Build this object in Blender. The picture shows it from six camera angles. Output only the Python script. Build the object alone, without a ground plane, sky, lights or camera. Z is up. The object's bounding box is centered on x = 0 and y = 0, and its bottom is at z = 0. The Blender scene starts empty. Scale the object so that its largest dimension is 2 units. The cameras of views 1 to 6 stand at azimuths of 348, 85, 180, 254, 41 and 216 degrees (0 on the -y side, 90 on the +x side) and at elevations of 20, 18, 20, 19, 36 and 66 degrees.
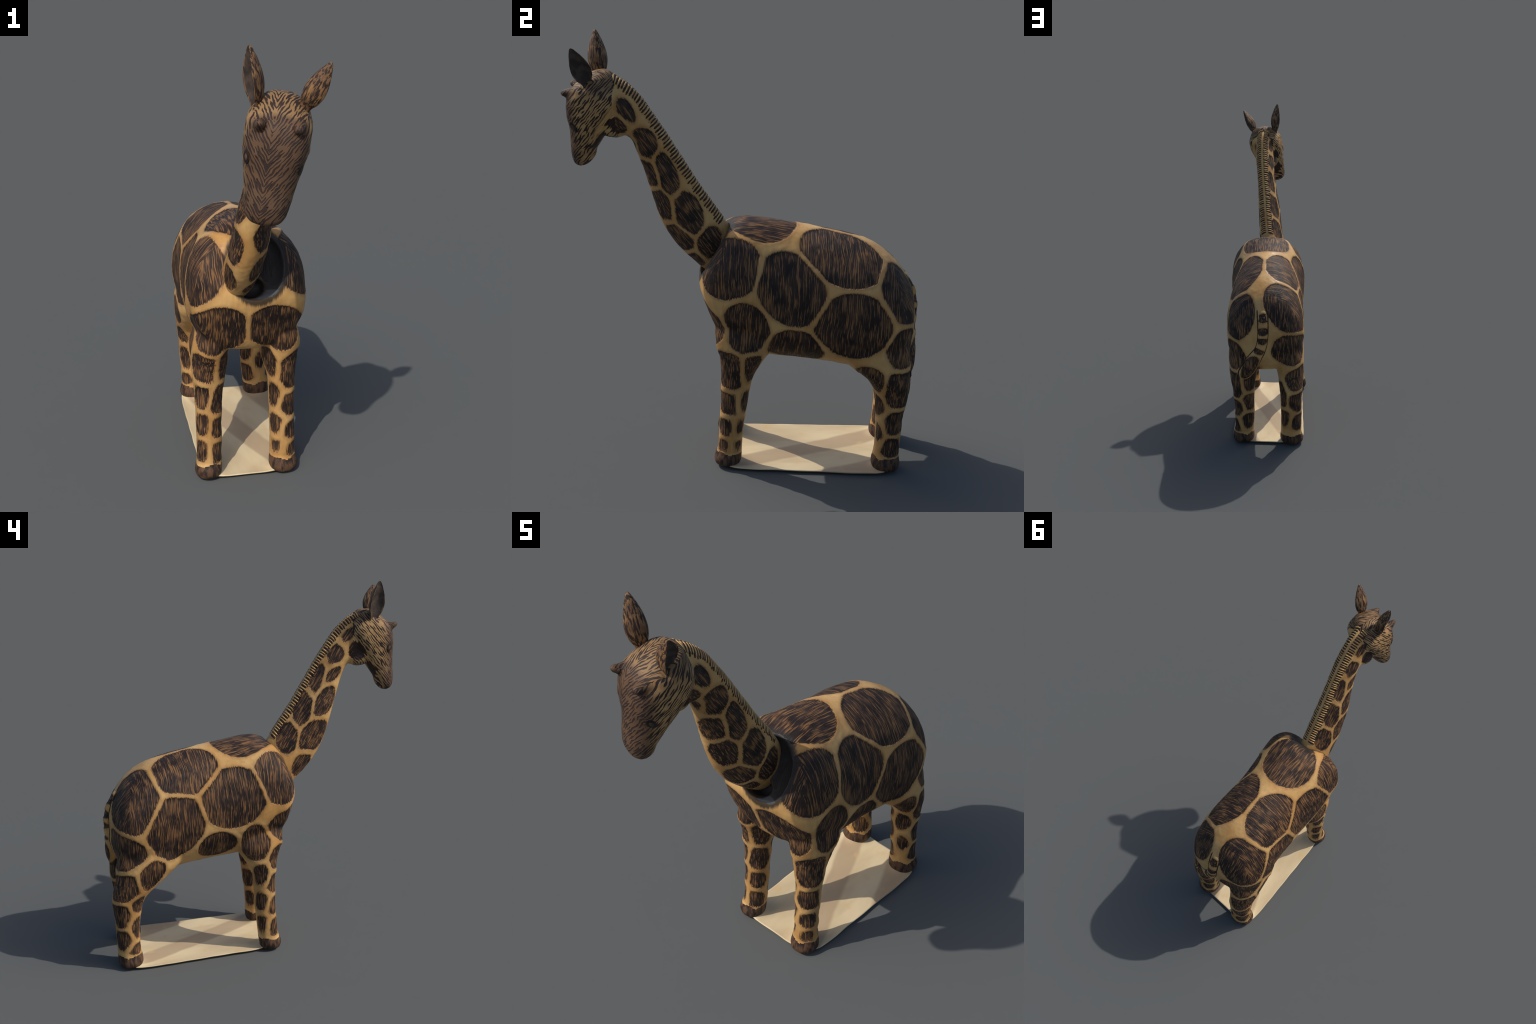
import bpy, bmesh, math, random
import numpy as np
from mathutils import Vector, Matrix, noise
from mathutils.bvhtree import BVHTree

random.seed(7)
TAU = math.tau

# ------------------------------------------------------------------ helpers
def smooth_track(rows, n):
    """Catmull-Rom resampling of a list of parameter rows to n rows."""
    k = np.array(rows, float)
    if len(k) == 2:
        return k[0] + (k[1] - k[0]) * np.linspace(0, 1, n)[:, None]
    k = np.vstack([2 * k[0] - k[1], k, 2 * k[-1] - k[-2]])
    out = []
    for s in np.linspace(0, len(rows) - 1, n):
        i = min(int(s), len(rows) - 2)
        t = s - i
        a, b, c, d = k[i:i + 4]
        out.append(0.5 * (2 * b + (c - a) * t + (2 * a - 5 * b + 4 * c - d) * t * t + (3 * b - a - 3 * c + d) * t ** 3))
    return np.array(out)


def skin(rings):
    """Closed mesh (verts, faces) from equal rings of points; ends are capped."""
    n, m = len(rings), len(rings[0])
    verts = [tuple(p) for r in rings for p in r]
    faces = []
    for i in range(n - 1):
        for j in range(m):
            a, b = i * m + j, i * m + (j + 1) % m
            faces.append((a, b, b + m, a + m))
    verts += [tuple(np.mean(rings[0], 0)), tuple(np.mean(rings[-1], 0))]
    for j in range(m):
        faces.append((n * m, (j + 1) % m, j))
        faces.append((n * m + 1, (n - 1) * m + j, (n - 1) * m + (j + 1) % m))
    return verts, faces


def oval(c, u, v, au, av_plus, av_minus, power=2.0, m=48):
    """Superellipse round c: half-width au along u, av_plus / av_minus along +v / -v."""
    pts = []
    for j in range(m):
        t = TAU * j / m
        cu, sv = math.cos(t), math.sin(t)
        x = math.copysign(abs(cu) ** (2 / power), cu)
        y = math.copysign(abs(sv) ** (2 / power), sv)
        pts.append(np.array(c) + np.array(u) * x * au + np.array(v) * y * (av_plus if y > 0 else av_minus))
    return pts


def raw_object(name, verts, faces):
    me = bpy.data.meshes.new(name)
    me.from_pydata([tuple(map(float, v)) for v in verts], [], faces)
    bm = bmesh.new()
    bm.from_mesh(me)
    bmesh.ops.recalc_face_normals(bm, faces=bm.faces)
    bm.to_mesh(me)
    bm.free()
    ob = bpy.data.objects.new(name, me)
    bpy.context.scene.collection.objects.link(ob)
    return ob


def merged(solids, voxel, rounds, cutter=None):
    """Fuse closed solids into one skin: join, voxel remesh, relax. Returns a mesh."""
    verts, faces = [], []
    for v, f in solids:
        o = len(verts)
        verts += list(v)
        faces += [tuple(i + o for i in q) for q in f]
    # every solid keeps its own outward winding
    obs = [raw_object("fuse", v, f) for v, f in solids]
    me = bpy.data.meshes.new("fuse")
    bm = bmesh.new()
    for o in obs:
        bm.from_mesh(o.data)
    bm.to_mesh(me)
    bm.free()
    for o in obs:
        bpy.data.objects.remove(o)
    ob = bpy.data.objects.new("fuse", me)
    bpy.context.scene.collection.objects.link(ob)
    md = ob.modifiers.new("fuse", "REMESH")
    md.mode, md.voxel_size = "VOXEL", voxel
    cuts = [raw_object("cut", *c) for c in cutter or ()]
    for cut in cuts:
        b = ob.modifiers.new("cut", "BOOLEAN")
        b.operation, b.object, b.solver = "DIFFERENCE", cut, "EXACT"
    if cuts:
        md = ob.modifiers.new("again", "REMESH")
        md.mode, md.voxel_size = "VOXEL", voxel
    sm = ob.modifiers.new("relax", "SMOOTH")
    sm.factor, sm.iterations = 0.5, rounds
    dg = bpy.context.evaluated_depsgraph_get()
    out = bpy.data.meshes.new_from_object(ob.evaluated_get(dg))
    bpy.data.objects.remove(ob)
    for cut in cuts:
        bpy.data.objects.remove(cut)
    return out


def arrays(me):
    v = np.empty(len(me.vertices) * 3)
    me.vertices.foreach_get("co", v)
    n = np.empty(len(me.vertices) * 3)
    me.vertices.foreach_get("normal", n)
    return v.reshape(-1, 3), n.reshape(-1, 3), [tuple(p.vertices) for p in me.polygons]


def set_points(me, v):
    me.vertices.foreach_set("co", np.asarray(v, np.float32).ravel())
    me.update()


def path_distance(p, path):
    """Distance of points p (n,3) to a polyline, and the fraction along it."""
    path = np.array(path, float)
    best, where = np.full(len(p), 9.0), np.zeros(len(p))
    for i in range(len(path) - 1):
        a, d = path[i], path[i + 1] - path[i]
        t = np.clip(((p - a) @ d) / (d @ d), 0, 1)
        e = np.linalg.norm(p - a - t[:, None] * d, axis=1)
        m = e < best
        best[m], where[m] = e[m], ((i + t) / (len(path) - 1))[m]
    return best, where


# ------------------------------------------------------------------ torso
# stations along the body: y, top z, bottom z, half width, centre x, squareness
TORSO = [(-0.213, 0.935, 0.885, 0.075, 0.005, 2.0), (-0.198, 0.990, 0.832, 0.158, -0.002, 2.4), (-0.167, 1.058, 0.750, 0.216, -0.008, 2.5),
         (-0.125, 1.128, 0.662, 0.241, -0.014, 2.6), (-0.070, 1.175, 0.628, 0.252, -0.008, 2.4), (0.000, 1.194, 0.598, 0.256, -0.010, 2.2),
         (0.100, 1.189, 0.555, 0.250, -0.008, 2.05), (0.240, 1.170, 0.543, 0.244, -0.005, 1.95), (0.400, 1.146, 0.527, 0.250, 0.000, 2.03),
         (0.520, 1.118, 0.509, 0.258, 0.004, 2.07), (0.610, 1.080, 0.512, 0.258, 0.004, 2.06), (0.690, 1.026, 0.526, 0.247, 0.002, 2.05),
         (0.740, 0.966, 0.540, 0.218, -0.002, 2.1), (0.774, 0.905, 0.600, 0.178, 0.000, 2.1), (0.793, 0.840, 0.670, 0.110, 0.006, 2.0)]
# legs: z, centre x, centre y, half x, half y
LEGS = {
    "front_left": [(0.000, 0.135, -0.055, 0.064, 0.064), (0.055, 0.134, -0.052, 0.062, 0.062), (0.090, 0.133, -0.046, 0.056, 0.056), (0.200, 0.135, -0.043, 0.055, 0.056),
                   (0.300, 0.136, -0.037, 0.056, 0.061), (0.400, 0.138, -0.032, 0.058, 0.067), (0.480, 0.139, -0.026, 0.064, 0.078), (0.560, 0.136, -0.008, 0.080, 0.104), (0.640, 0.142, 0.003, 0.084, 0.136), (0.720, 0.130, -0.010, 0.080, 0.120), (0.780, 0.120, 0.040, 0.060, 0.080)],
    "front_right": [(0.000, -0.206, -0.034, 0.060, 0.060), (0.055, -0.204, -0.032, 0.060, 0.060), (0.090, -0.199, -0.024, 0.056, 0.055), (0.200, -0.193, -0.015, 0.057, 0.056),
                    (0.300, -0.191, -0.010, 0.058, 0.058), (0.400, -0.186, -0.009, 0.063, 0.061), (0.480, -0.183, -0.008, 0.071, 0.070), (0.560, -0.176, 0.006, 0.080, 0.100), (0.640, -0.175, 0.014, 0.082, 0.134), (0.720, -0.150, 0.000, 0.080, 0.118), (0.780, -0.140, 0.050, 0.060, 0.080)],
    "hind_left": [(0.000, 0.172, 0.704, 0.070, 0.068), (0.055, 0.171, 0.704, 0.069, 0.067), (0.090, 0.166, 0.705, 0.064, 0.060), (0.200, 0.160, 0.708, 0.065, 0.060),
                  (0.300, 0.161, 0.704, 0.067, 0.067), (0.400, 0.162, 0.708, 0.074, 0.080), (0.470, 0.164, 0.686, 0.085, 0.102), (0.530, 0.156, 0.648, 0.094, 0.138), (0.610, 0.152, 0.604, 0.102, 0.175), (0.720, 0.135, 0.586, 0.095, 0.170), (0.800, 0.120, 0.640, 0.080, 0.090)],
    "hind_right": [(0.000, -0.151, 0.746, 0.075, 0.066), (0.055, -0.146, 0.746, 0.074, 0.065), (0.090, -0.146, 0.750, 0.067, 0.062), (0.200, -0.149, 0.753, 0.067, 0.062), (0.300, -0.150, 0.749, 0.069, 0.069), (0.400, -0.150, 0.739, 0.075, 0.087), (0.470, -0.151, 0.696, 0.082, 0.114), (0.530, -0.147, 0.652, 0.091, 0.146), (0.610, -0.139, 0.608, 0.103, 0.180), (0.720, -0.131, 0.588, 0.094, 0.172), (0.800, -0.119, 0.648, 0.079, 0.090)],
}
TAIL = [(0.016, 0.645, 0.955), (0.018, 0.722, 0.940), (0.020, 0.771, 0.885), (0.022, 0.796, 0.800), (0.038, 0.792, 0.715), (0.072, 0.784, 0.655), (0.112, 0.776, 0.585), (0.148, 0.772, 0.522), (0.166, 0.768, 0.485)]
TAIL_SIZE = [0.022, 0.031, 0.031, 0.030, 0.031, 0.038, 0.046, 0.036, 0.010]

X, Y, Z = np.eye(3)


def torso_solid():
    rings = []
    for y, top, low, w, cx, pw in smooth_track(TORSO, 90):
        mid = low + (top - low) * 0.46
        k = min(1, max(0, y / 0.2))
        rear = min(1, max(0, (y - 0.25) / 0.2))
        ring = []
        for power_up, power_low, sign in ((pw, 2.3 + 0.45 * k, 1), (pw + 0.15 * rear, 2.3 + 0.1 * k, -1)):      # the two sides are cut differently
            wide = w - 0.009 * rear * (sign < 0)
            upper = oval((cx, y, mid), X, Z, wide, top - mid, mid - low, power_up, 72)
            lower = oval((cx, y, mid), X, Z, wide, top - mid, mid - low, power_low, 72)
            ring.append([a if a[2] > mid else b for a, b in zip(upper, lower)])
        rings.append([a if a[0] > cx else b for a, b in zip(*ring)])
    return skin(rings)


def leg_solid(rows):
    z, cx, cy, a, b = rows[0]
    foot = [(0.008, cx, cy, a * 0.72, b * 0.72), (0.014, cx, cy, a * 0.9, b * 0.9), (0.030, cx, cy, a, b)]      # rounded sole
    return skin([oval((cx, cy, z), X, Y, a, b, b, 2.25, 40) for z, cx, cy, a, b in smooth_track(foot + rows[1:], 66)])


def tube_solid(path, sizes, flat=1.0, n=40):
    rows = smooth_track([(*p, s) for p, s in zip(path, sizes)], n)
    rings = []
    for i, r in enumerate(rows):
        t = rows[min(i + 1, n - 1)][:3] - rows[max(i - 1, 0)][:3]
        t /= np.linalg.norm(t)
        u = np.cross(t, (0, 1, 0.001))
        u /= np.linalg.norm(u)
        rings.append(oval(r[:3], u, np.cross(u, t), r[3], r[3] * flat, r[3] * flat, 2.0, 24))
    return skin(rings)


# hollow in the chest that the neck plugs into: a shallow dish
SOCKET_C = np.array((0.014, -0.150, 1.035))
SOCKET_N = np.array((0.0, -0.87, 0.49))          # opening direction
SOCKET_N /= np.linalg.norm(SOCKET_N)
SOCKET_SIDE, SOCKET_UP = X, np.cross(SOCKET_N, X)
SOCKET_UP = SOCKET_UP if SOCKET_UP[2] > 0 else -SOCKET_UP
SOCKET = [(-0.026, 0.030, 0.035), (-0.022, 0.075, 0.092), (-0.011, 0.096, 0.122), (0.0, 0.106, 0.138), (0.05, 0.118, 0.154), (0.2, 0.16, 0.19)]    # depth, half width, half height


def socket_solid():
    return skin([oval(SOCKET_C + SOCKET_N * d, SOCKET_SIDE, SOCKET_UP, a, b, b, 2.2, 48) for d, a, b in SOCKET])


def pit_solid():
    """Deeper pocket low in the hollow, half hidden by the neck."""
    c = SOCKET_C - SOCKET_UP * 0.088 - SOCKET_SIDE * 0.030
    return skin([oval(c + SOCKET_N * d, SOCKET_SIDE, SOCKET_UP, r, r * 0.75, r * 0.75, 2, 32) for d, r in [(-0.080, 0.025), (-0.070, 0.050), (-0.02, 0.062), (0.03, 0.066), (0.1, 0.07)]])


# ------------------------------------------------------------------ neck and head
# back edge y,z / front edge y,z / centre x / half width / sideways offset of the crest
NECK = [(-0.030, 1.075, -0.150, 0.890, -0.063, 0.073, 0.035), (-0.091, 1.161, -0.244, 0.965, -0.056, 0.079, 0.038), (-0.158, 1.253, -0.331, 1.055, -0.050, 0.079, 0.040),
        (-0.219, 1.335, -0.395, 1.160, -0.043, 0.076, 0.038), (-0.274, 1.418, -0.437, 1.280, -0.037, 0.071, 0.036), (-0.332, 1.506, -0.472, 1.385, -0.027, 0.063, 0.032),
        (-0.379, 1.578, -0.504, 1.475, -0.018, 0.061, 0.026), (-0.428, 1.647, -0.540, 1.545, -0.011, 0.061, 0.022), (-0.493, 1.735, -0.600, 1.562, -0.009, 0.065, 0.018),
        (-0.567, 1.800, -0.655, 1.600, -0.009, 0.067, 0.012), (-0.640, 1.830, -0.690, 1.680, -0.011, 0.056, 0.006)]

YAW, LEAN = math.radians(15), math.radians(10.5)
HEAD_C = np.array((-0.023, -0.690, 1.640))
F = np.array((-math.sin(YAW), -math.cos(YAW), 0.0))
S = np.array((math.cos(YAW), -math.sin(YAW), 0.0))
U = np.array((math.sin(LEAN), 0.0, math.cos(LEAN)))
U = U - F * (U @ F)
U /= np.linalg.norm(U)
S = np.cross(U, F)
S = S if S[0] > 0 else -S
B = -F
# head sections in its own frame: height, front, back, half width, squareness
HEAD = [(-0.238, 0.084, -0.058, 0.022, 2.0), (-0.227, 0.102, -0.040, 0.052, 2.1), (-0.202, 0.112, -0.020, 0.071, 2.2), (-0.162, 0.115, -0.008, 0.079, 2.2), (-0.110, 0.113, 0.026, 0.087, 2.2),
        (-0.050, 0.113, 0.066, 0.099, 2.3), (0.005, 0.115, 0.090, 0.109, 2.9), (0.060, 0.112, 0.116, 0.113, 3.2), (0.110, 0.098, 0.120, 0.110, 2.9), (0.150, 0.062, 0.105, 0.094, 2.0), (0.180, 0.025, 0.092, 0.070, 2.0), (0.198, -0.010, 0.070, 0.035, 2.0)]
HORN = {"horn_right": ((-0.078, -0.735, 1.735), (-0.100, -0.806, 1.768), 0.038, 0.013), "horn_left": ((0.050, -0.730, 1.742), (0.027, -0.832, 1.735), 0.046, 0.014)}


def head_point(p, f, h):
    return HEAD_C + S * p + F * f + U * h


def neck_point(row, t):
    """Point of the neck's cross-section; t = 90 degrees is the crest, 270 the throat."""
    by, bz, fy, fz, cx, w, crest = row
    back, front = np.array((cx + crest + 0.006, by, bz)), np.array((cx - crest * 0.4, fy, fz))
    d = back - front
    c, s = math.cos(t), math.sin(t)
    x = math.copysign(abs(c) ** 0.9, c)
    yy = math.copysign(abs(s) ** 0.95, s)
    narrow = 1.0 - (0.25 if c > 0 else 0.27) * max(yy, 0) ** 1.3      # the mane side is thinner
    return front + d * (0.5 + yy / 2) + X * x * w * narrow


def neck_solid():
    return skin([[neck_point(r, TAU * j / 48) for j in range(48)] for r in smooth_track(NECK, 90)])


def throat_solid():
    """Rounded fill under the jaw, between cheek and neck."""
    return skin([oval((-0.030, -0.608, 1.584 + 0.044 * math.sin(a)), X, Y, 0.064 * math.cos(a), 0.070 * math.cos(a), 0.066 * math.cos(a), 2, 32) for a in np.linspace(-1.5, 1.5, 16)])


def head_solid():
    rings = []
    for h, fr, bk, w, pw in smooth_track(HEAD, 70):
        mid = (fr - bk) / 2
        rings.append(oval(head_point(0, mid, h), S, F, w, fr - mid, bk + mid, pw, 56))
    return skin(rings)


def cone_solid(a, b, r0, r1):
    a, b = np.array(a), np.array(b)
    t = (b - a) / np.linalg.norm(b - a)
    u = np.cross(t, Z)
    u /= np.linalg.norm(u)
    v = np.cross(u, t)
    rows = smooth_track([(0, r0), (0.35, r0 * 0.72), (0.65, r0 * 0.36 + r1 * 0.35), (0.9, r1 * 0.95), (1.0, r1 * 0.35)], 24)
    return skin([oval(a + (b - a) * s, u, v, r, r, r, 2, 20) for s, r in rows])


# brow ridges over the eyes: path and thickness
BROWS = [([(-0.132, -0.700, 1.672), (-0.130, -0.730, 1.678), (-0.119, -0.760, 1.672), (-0.100, -0.785, 1.655)], [0.005, 0.009, 0.009, 0.004]),
         ([(0.086, -0.700, 1.652), (0.076, -0.735, 1.652), (0.052, -0.768, 1.642), (0.016, -0.795, 1.625)], [0.006, 0.013, 0.015, 0.005])]

# ears: root, tip, direction the hollow faces, half width, depth
EARS = {"right": ((-0.080, -0.672, 1.785), (-0.102, -0.697, 1.999), (-0.93, -0.20, 0.05), 0.043, 0.038),
        "left": ((0.070, -0.710, 1.780), (0.151, -0.774, 1.941), (0.80, 0.35, -0.40), 0.042, 0.038)}


def ear_solid(root, tip, face, w, depth):
    root, tip, face = (np.array(q, float) for q in (root, tip, face))
    t = (tip - root) / np.linalg.norm(tip - root)
    face -= t * (face @ t)
    face /= np.linalg.norm(face)
    side = np.cross(t, face)
    rows = smooth_track([(0.0, 0.50), (0.12, 0.58), (0.25, 0.86), (0.42, 1.0), (0.60, 0.90), (0.78, 0.62), (0.90, 0.37), (0.97, 0.19), (1.0, 0.05)], 40)
    rings, m = [], 40
    for s, k in rows:
        cup = math.sin(min(1, s * 1.15) * math.pi) ** 0.6 if s < 0.87 else max(0.0, (1 - s) * 4)
        pts = []
        for j in range(m):
            a = TAU * j / m
            c, q = math.cos(a), math.sin(a)
            e = (1 - c * c)
            off = -depth * k * (q if q > 0 else 0) - (depth * 0.16 * k * cup * e if q < 0 else 0) + (0.006 * k * (q < 0) * (1 - cup) * e)
            curl = depth * 0.45 * c * c * k           # rims fold toward the hollow
            pts.append(root + (tip - root) * s + side * w * k * c + face * (off + curl + 0.004 * (0.5 if q <= 0 else 0)))
        rings.append(pts)
    return skin(rings), m

# ------------------------------------------------------------------ base sheet
PLATE = ((-0.240, -0.078), (0.205, -0.104), (0.258, 0.745), (-0.232, 0.795))    # corners


def plate_solid(nu=70, nv=130):
    a, b, c, d = (np.array(q) for q in PLATE)
    feet = [np.array(r[0][1:3]) for r in LEGS.values()]
    top, low = [], []
    for i in range(nv + 1):
        v = i / nv
        rt, rl = [], []
        for j in range(nu + 1):
            u = j / nu
            uu = u + (0.5 - u) * 0.02 * math.sin(math.pi * v)
            vv = v + (0.5 - v) * 0.012 * math.sin(math.pi * u)
            corner = (abs(2 * u - 1) * abs(2 * v - 1)) ** 7 * 0.11
            uu, vv = uu + (0.5 - uu) * corner, vv + (0.5 - vv) * corner
            p = (a * (1 - uu) + b * uu) * (1 - vv) + (d * (1 - uu) + c * uu) * vv
            e = min(min(u, 1 - u) * 0.46, min(v, 1 - v) * 0.87)
            rim = math.exp(-e / 0.055)                       # edges curl up, the middle sags
            z = 0.0055 + 0.010 * rim
            z += 0.002 * noise.noise(Vector((p[0] * 6, p[1] * 4, 3.0)))
            for f in feet:
                g = np.linalg.norm(p - f)
                z += 0.022 * math.exp(-max(0, g - 0.058) / 0.020) * (1 - 0.8 * rim)
            p = p + 0.004 * np.array((noise.noise(Vector((p[0] * 9, p[1] * 9, 7))), noise.noise(Vector((p[0] * 9, p[1] * 9, 9)))))
            rt.append((p[0], p[1], z))
            rl.append((p[0], p[1], max(0.0, z - 0.005)))
        top.append(rt)
        low.append(rl)
    m = nu + 1
    verts = [q for r in top for q in r] + [q for r in low for q in r]
    o = m * (nv + 1)
    faces = []
    for i in range(nv):
        for j in range(nu):
            q = i * m + j
            faces.append((q, q + 1, q + m + 1, q + m))
            faces.append((o + q, o + q + m, o + q + m + 1, o + q + 1))
    ring = [j for j in range(m)] + [i * m + nu for i in range(1, nv + 1)] + [nv * m + j for j in range(nu - 1, -1, -1)] + [i * m for i in range(nv - 1, 0, -1)]
    for k in range(len(ring)):
        p, q = ring[k], ring[(k + 1) % len(ring)]
        faces.append((p, o + p, o + q, q))
    return verts, faces

# ------------------------------------------------------------------ colour pattern
# Each patch: centre, half length, half width, lean of the long axis in degrees.
PATCHES = {
    "flank": [(0.157, -0.070, 0.997, 0.136, 0.128, 61), (0.218, 0.196, 0.925, 0.170, 0.134, -36), (0.135, 0.427, 1.058, 0.188, 0.132, -64), (0.240, 0.486, 0.763, 0.165, 0.146, -87),
              (0.226, 0.001, 0.739, 0.124, 0.094, -23), (0.194, 0.236, 0.640, 0.125, 0.095, -73), (0.160, 0.692, 0.893, 0.140, 0.105, -4), (0.222, 0.735, 0.650, 0.098, 0.080, 0), (0.215, 0.600, 0.500, 0.088, 0.056, -30),
              (-0.004, 0.055, 1.140, 0.156, 0.148, 3), (0.092, -0.151, 0.756, 0.132, 0.106, -50), (-0.150, -0.136, 0.764, 0.130, 0.114, 43), (-0.200, -0.080, 1.005, 0.138, 0.112, -20),
              (-0.232, 0.163, 0.931, 0.166, 0.150, 74), (-0.121, 0.401, 1.071, 0.164, 0.134, 82), (-0.236, 0.481, 0.804, 0.168, 0.138, 28), (-0.125, 0.668, 0.930, 0.170, 0.138, -20),
              (-0.155, 0.762, 0.690, 0.122, 0.100, -80), (-0.235, 0.625, 0.550, 0.095, 0.056, 39), (-0.215, 0.257, 0.670, 0.100, 0.080, 78), (-0.245, 0.049, 0.663, 0.094, 0.074, -4)],
    "neck": [(0.057, -0.550, 1.673, 0.050, 0.026, -28), (0.037, -0.470, 1.534, 0.062, 0.046, -14), (0.042, -0.369, 1.393, 0.086, 0.038, -19), (0.037, -0.273, 1.216, 0.090, 0.056, -18), (0.030, -0.177, 1.075, 0.074, 0.046, 20),
             (0.002, -0.449, 1.387, 0.060, 0.046, -8), (0.002, -0.388, 1.243, 0.070, 0.050, -24), (-0.006, -0.300, 1.085, 0.078, 0.052, -36), (-0.010, -0.235, 0.985, 0.050, 0.040, 0), (0.038, -0.596, 1.604, 0.044, 0.036, 88),
             (-0.053, -0.538, 1.703, 0.048, 0.023, 31), (-0.056, -0.472, 1.615, 0.056, 0.034, 34), (-0.052, -0.361, 1.484, 0.072, 0.030, 15), (-0.066, -0.278, 1.337, 0.081, 0.042, 11), (-0.082, -0.184, 1.183, 0.070, 0.050, 3),
             (-0.071, -0.583, 1.627, 0.050, 0.038, -36), (-0.073, -0.450, 1.509, 0.047, 0.024, 48), (-0.088, -0.398, 1.367, 0.077, 0.043, 34), (-0.102, -0.324, 1.187, 0.088, 0.056, 45), (-0.110, -0.250, 1.040, 0.062, 0.040, 33),
             (0.015, -0.530, 1.520, 0.030, 0.024, -10)],
    "head": [(0.020, -0.640, 1.520, 0.060, 0.030, 0), (-0.090, -0.650, 1.515, 0.060, 0.032, 0)],
    "tail": [(0.017, 0.780, 0.915, 0.032, 0.034, 0), (0.021, 0.825, 0.838, 0.024, 0.040, 0), (0.026, 0.825, 0.770, 0.022, 0.040, 0), (0.052, 0.822, 0.698, 0.020, 0.040, 20), (0.122, 0.810, 0.582, 0.096, 0.056, 38)],
}
# leg patches: azimuth round the leg, height, half height, half width
LEG_PATCHES = {
    "front_left": [(45, 0.504, 0.090, 0.060), (45, 0.345, 0.064, 0.048), (48, 0.214, 0.050, 0.040), (50, 0.125, 0.030, 0.036), (-48, 0.545, 0.065, 0.032), (-50, 0.391, 0.058, 0.032), (-47, 0.246, 0.052, 0.032), (-48, 0.142, 0.034, 0.028),
                   (125, 0.530, 0.070, 0.036), (138, 0.351, 0.050, 0.032), (131, 0.213, 0.044, 0.030), (128, 0.128, 0.030, 0.030), (-140, 0.450, 0.060, 0.036), (-140, 0.300, 0.055, 0.032), (-140, 0.170, 0.048, 0.030)],
    "front_right": [(-25, 0.549, 0.068, 0.044), (-48, 0.415, 0.060, 0.038), (-48, 0.275, 0.054, 0.035), (-52, 0.148, 0.046, 0.034), (40, 0.555, 0.060, 0.036), (48, 0.385, 0.070, 0.038), (45, 0.255, 0.058, 0.034), (40, 0.140, 0.046, 0.032),
                    (-115, 0.467, 0.056, 0.036), (-123, 0.307, 0.052, 0.032), (-135, 0.168, 0.050, 0.030), (140, 0.470, 0.060, 0.036), (140, 0.320, 0.055, 0.032), (140, 0.180, 0.050, 0.030)],
    "hind_right": [(-140, 0.480, 0.066, 0.078), (-135, 0.329, 0.062, 0.050), (-130, 0.180, 0.052, 0.046), (-60, 0.390, 0.054, 0.032), (-52, 0.240, 0.070, 0.030), (-60, 0.130, 0.032, 0.030), (122, 0.370, 0.076, 0.036), (128, 0.208, 0.058, 0.034),
                   (45, 0.430, 0.070, 0.036), (40, 0.270, 0.060, 0.034), (40, 0.145, 0.044, 0.034)],
    "hind_left": [(118, 0.440, 0.080, 0.064), (112, 0.265, 0.060, 0.048), (110, 0.146, 0.044, 0.044), (-150, 0.495, 0.082, 0.042), (-143, 0.311, 0.062, 0.036), (-152, 0.176, 0.058, 0.040), (28, 0.347, 0.056, 0.032), (32, 0.207, 0.060, 0.028),
                  (-60, 0.430, 0.070, 0.036), (-60, 0.270, 0.060, 0.034), (-60, 0.145, 0.044, 0.034)],
}


class Patch:
    """A flattened ellipsoid lying on the skin; square > 0 makes it box-like."""

    def __init__(self, centre, normal, ra, rb, lean, deep, square=False):
        n = np.array(normal) / np.linalg.norm(normal)
        up = Z - n * n[2]
        if np.linalg.norm(up) < 0.3:
            up = Y - n * n[1]
        up /= np.linalg.norm(up)
        right = np.cross(up, n)
        t = math.radians(lean)
        a = up * math.cos(t) + right * math.sin(t)
        b = np.cross(n, a)
        self.m = np.array((a, b, n)).T          # columns: patch axes in the object frame
        self.c, self.r, self.square = np.array(centre, float), np.array((ra, rb, deep)), square
        self.size = math.sqrt(ra * rb)

    def euler(self):
        return Matrix(self.m.tolist()).to_euler()

    def field(self, p):
        q = ((p - self.c) @ self.m) / self.r
        if self.square:
            q = np.abs(q)
            q = (q ** 2.7).sum(1) ** (1 / 2.7)
        else:
            q = np.linalg.norm(q, axis=1)
        return (q - 1) * self.size


def patches_on(tree, rows, deep, grow=1.0):
    out = []
    for x, y, z, ra, rb, lean in rows:
        co, no, *_ = tree.find_nearest(Vector((x, y, z)))
        out.append(Patch(co, no, ra * grow, rb * grow, lean, deep))
    return out


def patches_on_leg(tree, leg, rows):
    table = np.array(leg)
    out = []
    for az, z, rh, rw in rows:
        cx, cy, ra, rb = (np.interp(z, table[:, 0], table[:, k]) for k in (1, 2, 3, 4))
        d = np.array((math.sin(math.radians(az)), -math.cos(math.radians(az)), 0))
        hit = tree.ray_cast(Vector((cx, cy, z)), Vector(d), 0.3)
        co = hit[0] if hit[0] else Vector((cx + d[0] * ra, cy + d[1] * rb, z))
        out.append(Patch(co, d, rh * random.uniform(1.18, 1.28), rw * random.uniform(1.36, 1.56), random.uniform(-9, 9), 0.075, True))
    return out


GAP = 0.0105


def inside(patches, p):
    """Pattern value at points: positive inside a patch (same rule as the material)."""
    f1, f2 = np.full(len(p), 0.2), np.full(len(p), 0.2)
    for q in patches:
        d = q.field(p)
        f2 = np.minimum(f2, np.maximum(f1, d))
        f1 = np.minimum(f1, d)
    return np.minimum(-f1, (f2 - f1) * 0.5 - GAP)


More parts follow.
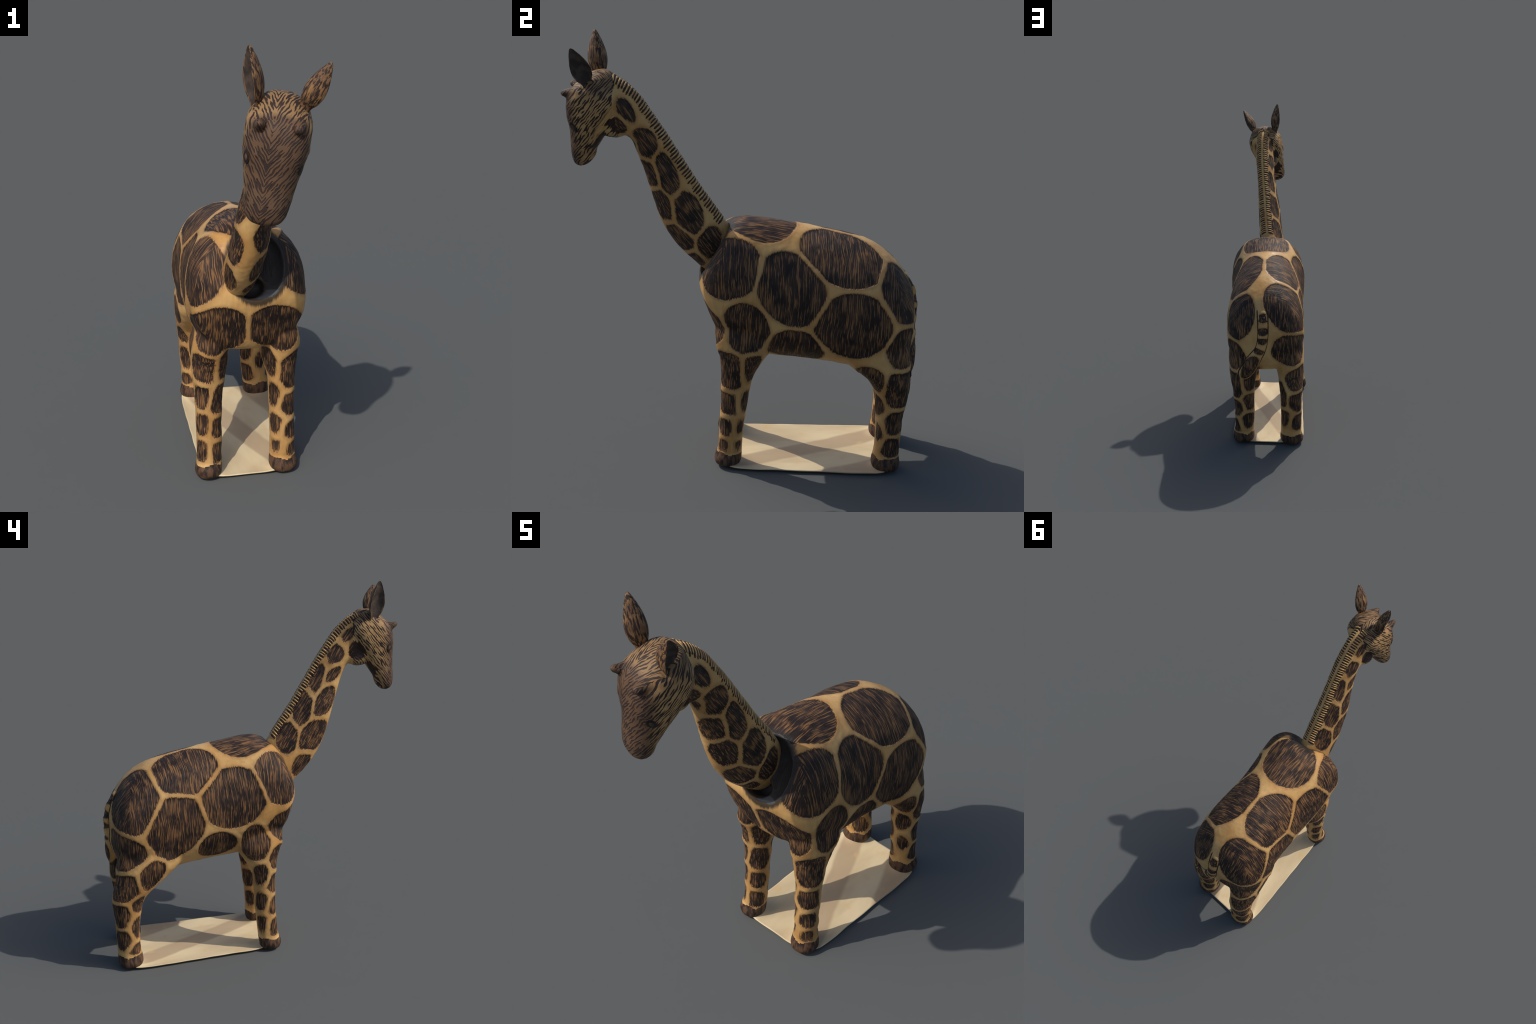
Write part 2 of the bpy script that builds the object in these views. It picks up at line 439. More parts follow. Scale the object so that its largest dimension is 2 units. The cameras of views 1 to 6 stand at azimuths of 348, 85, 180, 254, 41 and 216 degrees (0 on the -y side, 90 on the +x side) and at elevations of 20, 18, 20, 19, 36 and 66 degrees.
class Nodes:
    def __init__(self, name):
        self.mat = bpy.data.materials.new(name)
        self.mat.use_nodes = True
        self.t = self.mat.node_tree
        self.bsdf = self.t.nodes["Principled BSDF"]
        self.obj = self.t.nodes.new("ShaderNodeTexCoord").outputs["Object"]

    def node(self, kind, **props):
        n = self.t.nodes.new(kind)
        for k, v in props.items():
            setattr(n, k, v)
        return n

    def put(self, sock, v):
        if isinstance(v, bpy.types.NodeSocket):
            self.t.links.new(v, sock)
        elif v is not None:
            sock.default_value = v

    def math(self, op, a, b=None, c=None, clamp=False):
        n = self.node("ShaderNodeMath", operation=op, use_clamp=clamp)
        for s, v in zip(n.inputs, (a, b, c)):
            self.put(s, v)
        return n.outputs[0]

    def vec(self, op, a, b=None, out=0):
        n = self.node("ShaderNodeVectorMath", operation=op)
        self.put(n.inputs[0], a)
        if b is not None:
            self.put(n.inputs[1], b)
        return n.outputs[out]

    def mapping(self, v, loc=(0, 0, 0), rot=(0, 0, 0), scale=(1, 1, 1), kind="POINT"):
        n = self.node("ShaderNodeMapping", vector_type=kind)
        self.put(n.inputs[0], v)
        n.inputs["Location"].default_value, n.inputs["Rotation"].default_value, n.inputs["Scale"].default_value = loc, rot, scale
        return n.outputs[0]

    def noise(self, v, scale, detail=2.0, rough=0.5, warp=0.0):
        n = self.node("ShaderNodeTexNoise")
        self.put(n.inputs["Vector"], v)
        n.inputs["Scale"].default_value, n.inputs["Detail"].default_value = scale, detail
        n.inputs["Roughness"].default_value, n.inputs["Distortion"].default_value = rough, warp
        return n.outputs["Fac"]

    def remap(self, v, a, b, lo=0.0, hi=1.0, smooth=True):
        n = self.node("ShaderNodeMapRange", interpolation_type="SMOOTHSTEP" if smooth else "LINEAR")
        for s, q in zip(n.inputs, (v, a, b, lo, hi)):
            self.put(s, q)
        return n.outputs[0]

    def mix(self, f, a, b):
        n = self.node("ShaderNodeMix", data_type="RGBA")
        self.put(n.inputs[0], f)
        for s, v in ((n.inputs[6], a), (n.inputs[7], b)):
            self.put(s, (*v, 1) if isinstance(v, tuple) else v)
        return n.outputs[2]

    def finish(self, colour, rough, bump=None, strength=0.4, distance=0.003):
        self.put(self.bsdf.inputs["Base Color"], colour)
        self.put(self.bsdf.inputs["Roughness"], rough)
        self.bsdf.inputs["Specular IOR Level"].default_value = 0.22
        if bump is not None:
            b = self.node("ShaderNodeBump")
            b.inputs["Strength"].default_value, b.inputs["Distance"].default_value = strength, distance
            self.put(b.inputs["Height"], bump)
            self.t.links.new(b.outputs[0], self.bsdf.inputs["Normal"])
        return self.mat

    def pattern(self, patches, p):
        """Node version of inside()."""
        f1 = f2 = None
        for q in patches:
            v = self.mapping(p, tuple(q.c), tuple(q.euler()), tuple(q.r), "TEXTURE")
            if q.square:
                x, y, z = self.split(self.vec("ABSOLUTE", v))
                s = self.math("ADD", self.math("POWER", x, 2.7), self.math("POWER", y, 2.7))
                s = self.math("POWER", self.math("ADD", s, self.math("POWER", z, 2.7)), 1 / 2.7)
            else:
                s = self.vec("LENGTH", v, out=1)
            d = self.math("MULTIPLY_ADD", s, q.size, -q.size)
            if f1 is None:
                f1, f2 = self.math("MINIMUM", d, 0.2), self.math("MAXIMUM", d, 0.2)
                f2 = self.math("MINIMUM", f2, 0.2)
                continue
            f2 = self.math("SMOOTH_MIN", f2, self.math("MAXIMUM", f1, d), 0.03)
            f1 = self.math("MINIMUM", f1, d)
        g = self.math("MULTIPLY_ADD", self.math("SUBTRACT", f2, f1), 0.5, -GAP)
        return self.math("MINIMUM", self.math("MULTIPLY", f1, -1.0), g)

    def split(self, v):
        n = self.node("ShaderNodeSeparateXYZ")
        self.put(n.inputs[0], v)
        return n.outputs

    def join(self, x, y, z):
        n = self.node("ShaderNodeCombineXYZ")
        for s, v in zip(n.inputs, (x, y, z)):
            self.put(s, v)
        return n.outputs[0]


CREAM, CREAM_DEEP, SCORCH = (0.58, 0.355, 0.138), (0.45, 0.240, 0.076), (0.24, 0.105, 0.034)
BURNT, BURNT_DEEP, EMBER = (0.043, 0.025, 0.018), (0.019, 0.012, 0.010), (0.245, 0.120, 0.045)


def strokes(n, v, scale):
    """Carved pen strokes, long in the direction where scale is small: value 0..1."""
    a = n.noise(n.mapping(v, scale=scale), 1.0, 2.5, 0.55, 0.15)
    return a


def patched_wood(name, patches, grain, dark_collar=False):
    """Pale wood with burnt, finely stroked patches. grain(nodes) gives the stroke noise."""
    n = Nodes(name)
    wob = n.noise(n.obj, 9.0, 2.0)
    s = grain(n)
    g = n.pattern(patches, n.obj)
    g = n.math("ADD", g, n.math("MULTIPLY_ADD", wob, 0.016, -0.008))
    edge = n.math("ADD", g, n.math("MULTIPLY_ADD", s, 0.026, -0.013))      # strokes fray the border
    mask = n.remap(edge, -0.0022, 0.0022)
    halo = n.remap(g, -0.020, 0.001)
    broad = n.noise(n.obj, 5.0, 3.0)
    pale = n.mix(n.remap(broad, 0.35, 0.7), CREAM, CREAM_DEEP)
    pale = n.mix(n.math("MULTIPLY", halo, 0.45), pale, SCORCH)
    fine = n.noise(n.mapping(n.obj, scale=(60, 60, 14)), 1.0, 3.0)
    pale = n.mix(n.remap(fine, 0.45, 0.8, 0.0, 0.22), pale, SCORCH)
    # strokes inside the patch: brown wood showing between black lines, sparser where the burn is deep
    depth = n.noise(n.obj, 14.0, 2.0)
    thr = n.math("MULTIPLY_ADD", depth, 0.24, 0.405)
    rim = n.remap(g, 0.0, 0.018, 0.05, 0.0)
    line = n.remap(n.math("SUBTRACT", s, n.math("ADD", thr, rim)), -0.03, 0.10)
    burnt = n.mix(n.remap(depth, 0.35, 0.65), BURNT, BURNT_DEEP)
    burnt = n.mix(n.math("MULTIPLY", line, 0.85), burnt, EMBER)
    col = n.mix(mask, pale, burnt)
    if dark_collar:
        # dark ring round the neck hole
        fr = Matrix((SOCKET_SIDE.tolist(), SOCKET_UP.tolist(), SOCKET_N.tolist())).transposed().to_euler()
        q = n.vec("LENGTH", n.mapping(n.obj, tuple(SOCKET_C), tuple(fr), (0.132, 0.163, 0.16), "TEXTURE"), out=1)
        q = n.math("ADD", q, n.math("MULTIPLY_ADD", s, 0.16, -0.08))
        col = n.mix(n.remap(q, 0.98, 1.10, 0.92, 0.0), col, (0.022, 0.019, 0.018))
    height = n.math("ADD", n.math("MULTIPLY", mask, n.math("MULTIPLY_ADD", s, 1.0, -0.9)), n.math("MULTIPLY", fine, 0.08))
    rough = n.remap(mask, 0.0, 1.0, 0.42, 0.60, False)
    return n.finish(col, rough, height, 0.9, 0.006)


def grain_trunk(n):
    """Upright strokes on the flanks, cross strokes over the back, lengthwise strokes on the saddle."""
    bend = n.node("ShaderNodeTexNoise")
    n.put(bend.inputs["Vector"], n.obj)
    bend.inputs["Scale"].default_value, bend.inputs["Detail"].default_value = 6.0, 1.0
    off = n.vec("SCALE", n.vec("SUBTRACT", bend.outputs["Color"], (0.5, 0.5, 0.5)))
    off.node.inputs["Scale"].default_value = 0.030
    v = n.vec("ADD", n.obj, off)
    across = strokes(n, v, (12, 215, 12))
    length = strokes(n, v, (215, 11, 16))
    nx, ny, nz = n.split(n.node("ShaderNodeNewGeometry").outputs["Normal"])
    ends = n.remap(n.math("ABSOLUTE", ny), 0.45, 0.75)
    x, y, z = n.split(n.obj)
    saddle = n.remap(n.vec("LENGTH", n.mapping(n.obj, (-0.004, 0.055, 1.15), (0, 0, 0), (0.17, 0.18, 0.09), "TEXTURE"), out=1), 0.95, 1.05, 1.0, 0.0)
    a = n.node("ShaderNodeMix", data_type="FLOAT")
    for s_, q in zip((a.inputs[0], a.inputs[2], a.inputs[3]), (ends, across, length)):
        n.put(s_, q)
    b = n.node("ShaderNodeMix", data_type="FLOAT")
    for s_, q in zip((b.inputs[0], b.inputs[2], b.inputs[3]), (saddle, a.outputs[0], length)):
        n.put(s_, q)
    return b.outputs[0]


def grain_leg(n):
    return strokes(n, n.obj, (200, 200, 14))


def grain_neck(n):
    v = n.mapping(n.obj, rot=(math.radians(-34), 0, 0))        # neck axis turned upright
    return strokes(n, v, (190, 190, 14))


def head_frame(n):
    """Object coordinates turned into the head's own frame, folded left/right."""
    m = Matrix((S.tolist(), F.tolist(), U.tolist()))
    v = n.vec("SUBTRACT", n.obj, tuple(HEAD_C))
    p = n.vec("DOT_PRODUCT", v, tuple(S), out=1)
    f = n.vec("DOT_PRODUCT", v, tuple(F), out=1)
    h = n.vec("DOT_PRODUCT", v, tuple(U), out=1)
    return p, f, h


def stroked_head():
    """Tan-brown face with black chevron dashes running up and out from the middle line."""
    n = Nodes("stroked_face")
    p, f, h = head_frame(n)
    side = n.math("ABSOLUTE", n.math("ADD", p, 0.018))
    wob = n.math("MULTIPLY_ADD", n.noise(n.obj, 20.0, 3.0), 0.024, -0.012)

    def dashes(along, across, a, pitch, seed):
        """Parallel dashes whose direction leans by a degrees from `across` = 0 lines."""
        c, q = math.cos(math.radians(a)), math.sin(math.radians(a))
        u = n.math("ADD", n.math("MULTIPLY", along, c), n.math("MULTIPLY", across, q))
        v = n.math("SUBTRACT", n.math("MULTIPLY", across, c), n.math("MULTIPLY", along, q))
        v = n.math("ADD", v, wob)
        w = n.math("SINE", n.math("MULTIPLY", v, TAU / pitch))
        br = n.noise(n.join(n.math("MULTIPLY", u, 24), n.math("MULTIPLY", v, 0.9 / pitch), seed), 1.0, 1.0)
        return n.math("ADD", n.math("MULTIPLY", w, 0.5), n.math("MULTIPLY_ADD", br, 3.6, -1.8))

    front = dashes(h, side, 33, 0.0098, 1.0)
    flank = dashes(h, n.math("MULTIPLY", f, -1.0), 38, 0.0108, 4.0)
    crown = dashes(n.math("MULTIPLY", f, -1.0), side, 24, 0.0098, 7.0)
    nor = n.node("ShaderNodeNewGeometry").outputs["Normal"]
    ns = n.math("ABSOLUTE", n.vec("DOT_PRODUCT", nor, tuple(S), out=1))
    nf = n.math("MAXIMUM", n.vec("DOT_PRODUCT", nor, tuple(F), out=1), 0.05)
    nu = n.vec("DOT_PRODUCT", nor, tuple(U), out=1)
    pick = n.remap(n.math("SUBTRACT", ns, n.math("MULTIPLY", nf, 1.1)), -0.06, 0.06)
    top = n.remap(nu, 0.62, 0.74)

    def blend(k, a, b):
        m = n.node("ShaderNodeMix", data_type="FLOAT")
        for s_, q in zip((m.inputs[0], m.inputs[2], m.inputs[3]), (k, a, b)):
            n.put(s_, q)
        return m.outputs[0]

    s = blend(top, blend(pick, front, flank), crown)
    line = n.remap(s, 0.0, 0.30)
    face = n.math("MAXIMUM", n.remap(f, 0.030, 0.090), n.remap(h, 0.10, 0.15, 0.0, 0.6))
    tan = n.mix(face, (0.45, 0.270, 0.112), (0.100, 0.058, 0.034))
    tan = n.mix(n.remap(n.noise(n.obj, 22.0, 2.0), 0.35, 0.7, 0.0, 0.35), tan, (0.13, 0.066, 0.030))
    col = n.mix(line, tan, (0.034, 0.021, 0.018))
    # bare wood behind the cheek, burn patches under the jaw
    bare = n.remap(n.math("ADD", f, n.math("MULTIPLY", h, 0.70)), -0.068, -0.052, 1.0, 0.0)
    low = n.remap(h, -0.10, -0.04)
    col = n.mix(n.math("MULTIPLY", bare, low), col, CREAM)
    # grey, unburnt wood in the hollow of the throat
    grey = n.remap(n.vec("LENGTH", n.mapping(n.obj, (-0.030, -0.600, 1.535), (0, 0, 0), (0.060, 0.055, 0.040), "TEXTURE"), out=1), 0.8, 1.1, 1.0, 0.0)
    col = n.mix(n.math("MULTIPLY", grey, 0.8), col, (0.20, 0.215, 0.21))
    jaw = n.pattern(HEAD_PATCHES, n.obj)
    jaw = n.remap(n.math("ADD", jaw, n.math("MULTIPLY_ADD", s, 0.01, 0.0)), -0.003, 0.003)
    col = n.mix(jaw, col, BURNT)
    return n.finish(col, 0.6, n.math("MULTIPLY", line, -1.0), 0.9, 0.005)


def stroked_ear(name, root, tip):
    n = Nodes(name)
    t = (Vector(tip) - Vector(root)).normalized()
    rot = t.rotation_difference(Vector((0, 0, 1))).to_euler()
    v = n.mapping(n.obj, rot=tuple(rot))
    s = strokes(n, v, (170, 170, 15))
    base = n.mix(n.remap(n.noise(n.obj, 20.0, 2.0), 0.35, 0.65), (0.27, 0.145, 0.060), (0.145, 0.078, 0.040))
    col = n.mix(n.remap(s, 0.45, 0.54), (0.034, 0.021, 0.017), base)
    return n.finish(col, 0.6, s, 0.6, 0.005)


def plain(name, colour, other, scale, rough, strength=0.3):
    n = Nodes(name)
    v = n.noise(n.obj, scale, 4.0)
    return n.finish(n.mix(n.remap(v, 0.35, 0.65), colour, other), rough, v, strength, 0.004)


def hoof_wood():
    n = Nodes("burnt_hoof")
    s = strokes(n, n.obj, (60, 60, 18))
    x, y, z = n.split(n.obj)
    col = n.mix(n.remap(s, 0.38, 0.62), (0.026, 0.017, 0.014), (0.105, 0.055, 0.030))
    return n.finish(col, 0.55, s, 0.5, 0.004)


def base_wood():
    """Bleached wood with faint tan bands across it."""
    n = Nodes("bleached_base")
    x, y, z = n.split(n.obj)
    wob = n.noise(n.obj, 5.0, 2.0)
    d = n.math("ADD", n.math("ADD", n.math("MULTIPLY", x, 0.93), n.math("MULTIPLY", y, 0.37)), n.math("MULTIPLY_ADD", wob, 0.03, -0.015))
    painted_shadow = n.math("MULTIPLY", n.remap(d, 0.062, 0.082), n.remap(d, 0.168, 0.192, 1.0, 0.0))
    painted_shadow = n.math("ADD", painted_shadow, n.remap(d, 0.325, 0.350))
    broad = n.noise(n.mapping(n.obj, scale=(9, 3, 1)), 1.0, 3.0)
    col = n.mix(n.remap(broad, 0.3, 0.7), (0.68, 0.545, 0.335), (0.56, 0.43, 0.255))
    col = n.mix(n.math("MULTIPLY", painted_shadow, 0.62), col, (0.33, 0.220, 0.135))
    col = n.mix(n.remap(n.noise(n.obj, 11.0, 3.0), 0.58, 0.75, 0.0, 0.6), col, (0.62, 0.42, 0.20))
    return n.finish(col, 0.5, broad, 0.15, 0.004)


def socket_wood():
    """Near-black hollow with a grey lip at its lower left edge."""
    n = Nodes("dark_hollow")
    v = n.noise(n.obj, 18.0, 3.0)
    col = n.mix(v, (0.016, 0.015, 0.016), (0.040, 0.036, 0.036))
    lip = n.remap(n.vec("LENGTH", n.mapping(n.obj, (0.055, -0.225, 0.905), (0, 0, 0), (0.095, 0.06, 0.042), "TEXTURE"), out=1), 0.9, 1.05, 1.0, 0.0)
    col = n.mix(n.math("MULTIPLY", lip, 0.9), col, (0.070, 0.076, 0.080))
    return n.finish(col, 0.5, v, 0.3, 0.004)

# ------------------------------------------------------------------ build
def tree_of(v, f):
    return BVHTree.FromPolygons([tuple(q) for q in v], f)


body_me = merged([torso_solid()] + [leg_solid(r) for r in LEGS.values()], 0.006, 18, [socket_solid(), pit_solid()])
top_me = merged([neck_solid(), head_solid(), throat_solid()] + [cone_solid(*h) for h in HORN.values()] + [tube_solid(*b) for b in BROWS], 0.005, 8)

ROOT = bpy.data.objects.new("wooden_giraffe", None)
bpy.context.scene.collection.objects.link(ROOT)
ROOT["label"] = "carved wooden giraffe with burnt brown patches on pale base"
ROOT["category"] = "animal figurine"


def attach(ob, parent=ROOT):
    if ob.name not in bpy.context.scene.collection.objects:
        bpy.context.scene.collection.objects.link(ob)
    ob.parent = parent
    return ob


def carve_relief(me, patches, depth, seed):
    """Sink the burnt patches a little and give the whole skin a hand-cut unevenness."""
    v, n, f = arrays(me)
    g = inside(patches, v)
    sink = np.clip((g + 0.004) / 0.012, 0, 1)
    sink = sink * sink * (3 - 2 * sink)
    bump = np.array([noise.noise(Vector(q * 26 + seed)) * 0.6 + noise.noise(Vector(q * 60 + seed)) * 0.4 for q in v])
    amount = depth * (0.45 - sink) + 0.0019 * bump
    set_points(me, v + n * amount[:, None])


def split_skin(me, label_of_face, spec):
    """Separate one skin into named part meshes that share border points and shading normals."""
    v, n, f = arrays(me)
    centres = np.array([np.mean(v[list(q)], 0) for q in f])
    labels = label_of_face(centres, n, f)
    made = {}
    for key, (name, mat) in spec.items():
        idx = [i for i in range(len(f)) if labels[i] == key]
        used = sorted({k for i in idx for k in f[i]})
        back = {k: j for j, k in enumerate(used)}
        part = bpy.data.meshes.new(name)
        part.from_pydata([tuple(v[k]) for k in used], [], [[back[k] for k in f[i]] for i in idx])
        part.polygons.foreach_set("use_smooth", [True] * len(part.polygons))
        part.normals_split_custom_set_from_vertices([tuple(n[k]) for k in used])
        if mat:
            part.materials.append(mat)
        made[key] = attach(bpy.data.objects.new(name, part))
    return made


# --- trunk, legs, tail
bv, bn, bf = arrays(body_me)
body_tree = tree_of(bv, bf)
FLANK = patches_on(body_tree, PATCHES["flank"], 0.28, 1.09)
LEG = {k: patches_on_leg(body_tree, LEGS[k], LEG_PATCHES[k]) for k in LEGS}
carve_relief(body_me, FLANK + [q for l in LEG.values() for q in l], 0.0035, 0.0)

LEG_TOP = {"front_left": 0.60, "front_right": 0.60, "hind_left": 0.50, "hind_right": 0.50}
HOOF_TOP = 0.078


def body_regions(c, n, f):
    lab = np.array(["torso"] * len(c), dtype=object)
    for k, rows in LEGS.items():
        low = np.array(rows)
        cx, cy = np.interp(c[:, 2], low[:, 0], low[:, 1]), np.interp(c[:, 2], low[:, 0], low[:, 2])
        near = (np.hypot(c[:, 0] - cx, c[:, 1] - cy) < 0.19) & (np.sign(c[:, 0]) == np.sign(cx)) & (c[:, 2] < LEG_TOP[k])
        lab[near] = k
        wave = HOOF_TOP + 0.006 * np.sin(c[:, 0] * 70 + c[:, 1] * 50)
        lab[near & (c[:, 2] < wave)] = k + "_hoof"
    rel = c - SOCKET_C
    d = rel @ SOCKET_N
    tab = np.array(SOCKET)
    a, b = np.interp(d, tab[:, 0], tab[:, 1]), np.interp(d, tab[:, 0], tab[:, 2])
    r = (np.abs(rel @ SOCKET_SIDE / a) ** 2.2 + np.abs(rel @ SOCKET_UP / b) ** 2.2) ** (1 / 2.2)
    lab[(r < 1.09) & (d > -0.12) & (c[:, 1] < 0.02) & (c[:, 2] > 0.8)] = "socket"
    pit = SOCKET_C - SOCKET_UP * 0.088 - SOCKET_SIDE * 0.030 - SOCKET_N * 0.03
    lab[(np.linalg.norm(c - pit, axis=1) < 0.085) & ((r < 1.09) | (d < -0.03)) & (c[:, 1] > -0.23)] = "socket"
    return lab


hoof_mat = hoof_wood()
spec = {"torso": ("torso", None),
        "socket": ("neck_socket", socket_wood())}
for k in LEGS:
    near = [q for q in FLANK if q.c[2] < 0.80 and q.c[0] * LEGS[k][0][1] > 0 and abs(q.c[1] - LEGS[k][0][2]) < 0.35]
    spec[k] = ("foreleg" if "front" in k else "hind_leg", patched_wood("patched_leg", LEG[k] + near, grain_leg))
    spec[k + "_hoof"] = ("hoof", hoof_mat)
parts = split_skin(body_me, body_regions, spec)
for k in LEGS:
    parts[k + "_hoof"].parent = parts[k]
# the trunk's two sides carry their own patch lists, meeting along the back
ABOVE = [q for k in LEG for q in LEG[k] if q.c[2] + q.r[0] > (0.60 if q.c[1] < 0.3 else 0.50)]
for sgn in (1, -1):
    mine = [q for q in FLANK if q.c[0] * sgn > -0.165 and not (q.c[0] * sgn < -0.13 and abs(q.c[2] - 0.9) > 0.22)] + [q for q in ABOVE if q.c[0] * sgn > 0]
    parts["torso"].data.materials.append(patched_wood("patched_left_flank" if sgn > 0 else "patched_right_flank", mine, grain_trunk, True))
for q in parts["torso"].data.polygons:
    q.material_index = 0 if q.center[0] > 0.004 else 1

# --- tail: a separate rope laid on the rump
tail_me = merged([tube_solid(TAIL, TAIL_SIZE, 0.85)], 0.004, 4)
xv, xn, xf = arrays(tail_me)
TAIL_P = patches_on(tree_of(xv, xf), PATCHES["tail"], 0.05)
carve_relief(tail_me, TAIL_P, 0.004, 9.0)
tail_me.name = "tail"
tail_me.polygons.foreach_set("use_smooth", [True] * len(tail_me.polygons))
tail_me.materials.append(patched_wood("banded_tail", TAIL_P, grain_leg))
tail = attach(bpy.data.objects.new("tail", tail_me))
# burnt outline where the tail meets the rump
line_mat = plain("burnt_outline", (0.030, 0.018, 0.012), (0.07, 0.038, 0.020), 50.0, 0.6)
for side in (1, -1):
    rows = smooth_track([(*p, w) for p, w in zip(TAIL[1:], TAIL_SIZE[1:])], 40)
    path = []
    for i, r in enumerate(rows):
        d = rows[min(i + 1, 39)][:3] - rows[max(i - 1, 0)][:3]
        u = np.cross(d, Y)
        u /= np.linalg.norm(u)
        co, no, *_ = body_tree.find_nearest(Vector(r[:3] + u * side * (r[3] + 0.001) - Y * 0.01))
        path.append(tuple(co))
    ob = raw_object("tail_outline", *tube_solid(path, [0.0015] + [0.0045] * 38 + [0.0015], 1.0, 80))
    ob.data.materials.append(line_mat)
    ob.data.polygons.foreach_set("use_smooth", [True] * len(ob.data.polygons))
    attach(ob, tail)

# --- neck, head, horns
tv, tn, tf = arrays(top_me)
top_tree = tree_of(tv, tf)
NECK_P = patches_on(top_tree, PATCHES["neck"], 0.075, 1.22)
HEAD_PATCHES = patches_on(top_tree, PATCHES["head"], 0.05) + [q for q in NECK_P if q.c[2] > 1.5 and q.c[1] < -0.52]
carve_relief(top_me, NECK_P, 0.002, 5.0)
tv, tn, tf = arrays(top_me)
top_tree = tree_of(tv, tf)


def top_regions(c, n, f):
    lab = np.array(["neck"] * len(c), dtype=object)
    rel = c - HEAD_C
    p, fr, h = rel @ S, rel @ F, rel @ U
    edge = -0.090 + 0.0 * h                      # the cheek line where head meets neck
    head = (fr > -0.108 + 0.10 * np.clip(h - 0.12, 0, 1) ** 1.0) & (h > -0.3)
    lab[head] = "head"
    for k, (a, b, r0, r1) in HORN.items():
        d, t = path_distance(c, [a, b])
        lab[(d < r0) & (t > 0.60)] = k
    return lab


face_mat = stroked_head()
made = split_skin(top_me, top_regions, {"neck": ("neck", patched_wood("patched_neck", NECK_P, grain_neck)), "head": ("head", face_mat), "horn_right": ("horn", face_mat), "horn_left": ("horn", face_mat)})
head = made["head"]
for k in HORN:
    made[k].parent = head

ear_inner = plain("dark_ear_hollow", (0.042, 0.032, 0.028), (0.085, 0.062, 0.048), 30.0, 0.6)
for k, e in EARS.items():
    (v, f), m = ear_solid(*e)
    ob = raw_object("ear", v, f)
    ob.data.materials.append(stroked_ear("stroked_ear", e[0], e[1]))
    ob.data.materials.append(ear_inner)
    for q in ob.data.polygons:
        q.use_smooth = True
        j = sorted(i % m for i in q.vertices)
        if len(q.vertices) == 4 and j[0] >= m * 0.5 + 3 and j[-1] <= m - 3 and q.index // m < 38:
            q.material_index = 1
    attach(ob, head)

# --- mane: burnt notches laid across both sides of the crest
mane_mat = plain("burnt_notch", (0.022, 0.014, 0.012), (0.055, 0.030, 0.020), 60.0, 0.6)
tuft_mat = plain("pale_mane", CREAM, (0.40, 0.215, 0.075), 30.0, 0.5)
crest = smooth_track(NECK, 400)
crest_pts = np.array([neck_point(r, math.pi / 2) for r in crest])
run = np.concatenate([[0], np.cumsum(np.linalg.norm(np.diff(crest_pts, axis=0), axis=1))])


def notch(at, side, reach, wide=0.0050, thick=0.0024):
    row = crest[min(int(np.searchsorted(run, at)), 399)]
    arc = np.array([neck_point(row, math.pi / 2 - side * math.radians(a)) for a in np.linspace(0, 88, 60)])
    far = np.concatenate([[0], np.cumsum(np.linalg.norm(np.diff(arc, axis=0), axis=1))])
    pts, nor = [], []
    for s in np.linspace(0.007, reach, 9):
        co, no, *_ = top_tree.find_nearest(Vector([np.interp(s, far, arc[:, k]) for k in range(3)]))
        pts.append(np.array(co))
        nor.append(np.array(no))
    rings = []
    for j, (q, w) in enumerate(zip(pts, nor)):
        t = pts[min(j + 1, 8)] - pts[max(j - 1, 0)]
        t /= np.linalg.norm(t) + 1e-9
        b = np.cross(w, t)
        taper = math.sin(math.pi * (0.08 + 0.86 * j / 8)) ** 0.55
        rings.append(oval(q + w * 0.0006, b, w, wide * taper * random.uniform(0.85, 1.15), thick, thick, 2.0, 8))
    return skin(rings)


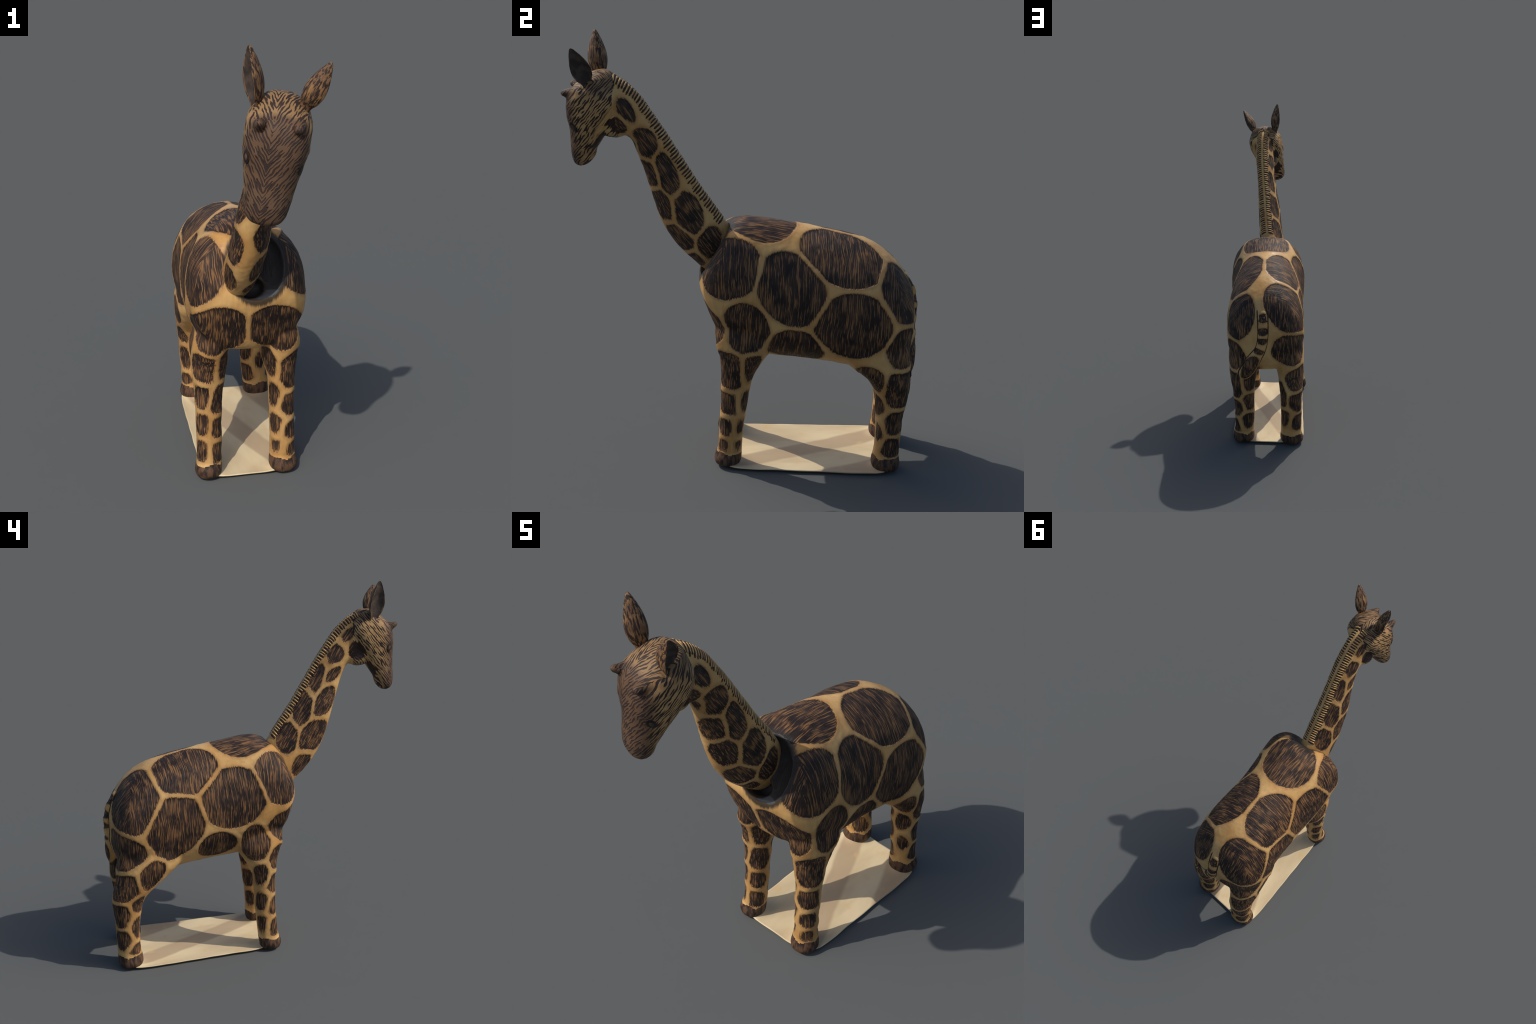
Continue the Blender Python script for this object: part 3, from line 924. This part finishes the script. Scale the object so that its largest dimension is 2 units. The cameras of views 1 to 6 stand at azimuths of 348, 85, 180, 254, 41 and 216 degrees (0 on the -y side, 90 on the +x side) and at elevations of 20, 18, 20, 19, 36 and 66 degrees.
start, stop = 0.135, run[-1] - 0.035
count = 52
for side in (1, -1):
    for i in range(count):
        at = start + (stop - start) * (i + 0.5 + random.uniform(-0.15, 0.15)) / count
        v, f = notch(at, side, (0.056 if side > 0 else 0.050) * random.uniform(0.85, 1.1))
        ob = raw_object("mane_notch", v, f)
        ob.data.materials.append(mane_mat)
        ob.data.polygons.foreach_set("use_smooth", [True] * len(ob.data.polygons))
        attach(ob, made["neck"])
        # the pale hair standing proud between two notches
        v, f = notch(at + (stop - start) * 0.5 / count, side, (0.050 if side > 0 else 0.044) * random.uniform(0.85, 1.1), 0.0046, 0.0036)
        ob = raw_object("mane_tuft", v, f)
        ob.data.materials.append(tuft_mat)
        ob.data.polygons.foreach_set("use_smooth", [True] * len(ob.data.polygons))
        attach(ob, made["neck"])

# --- eyes: burnt almond outlines with a brown ball between the lids
eye_mat = plain("dark_eye", (0.014, 0.010, 0.010), (0.035, 0.022, 0.018), 40.0, 0.5)
ball_mat = plain("brown_eyeball", (0.07, 0.040, 0.026), (0.12, 0.07, 0.045), 50.0, 0.5)


def almond(name, patch, mat, parent):
    rings = []
    for t in np.linspace(0.15, math.pi - 0.15, 9):
        ring = []
        for a in np.linspace(0, TAU, 24, endpoint=False):
            flat = np.array((math.cos(a) * patch.r[0], math.copysign(abs(math.sin(a)) ** 1.6, math.sin(a)) * patch.r[1], 0)) * math.sin(t)
            ring.append(patch.c + patch.m @ (flat - np.array((0, 0, patch.r[2] * math.cos(t)))))
        rings.append(ring)
    ob = raw_object(name, *skin(rings))
    ob.data.materials.append(mat)
    ob.data.polygons.foreach_set("use_smooth", [True] * len(ob.data.polygons))
    return attach(ob, parent)


for c, tilt in (((-0.128, -0.746, 1.645), 12), ((0.040, -0.775, 1.594), -25)):
    co, no, *_ = top_tree.find_nearest(Vector(c))
    almond("eye", Patch(co, no, 0.028, 0.017, tilt, 0.0026), eye_mat, head)
    almond("eyeball", Patch(co, no, 0.016, 0.009, tilt, 0.0042), ball_mat, head)

# --- base
base = raw_object("base", *plate_solid())
base.data.materials.append(base_wood())
for q in base.data.polygons:
    q.use_smooth = True
attach(base)

for m in list(bpy.data.meshes):
    if not m.users:
        bpy.data.meshes.remove(m)
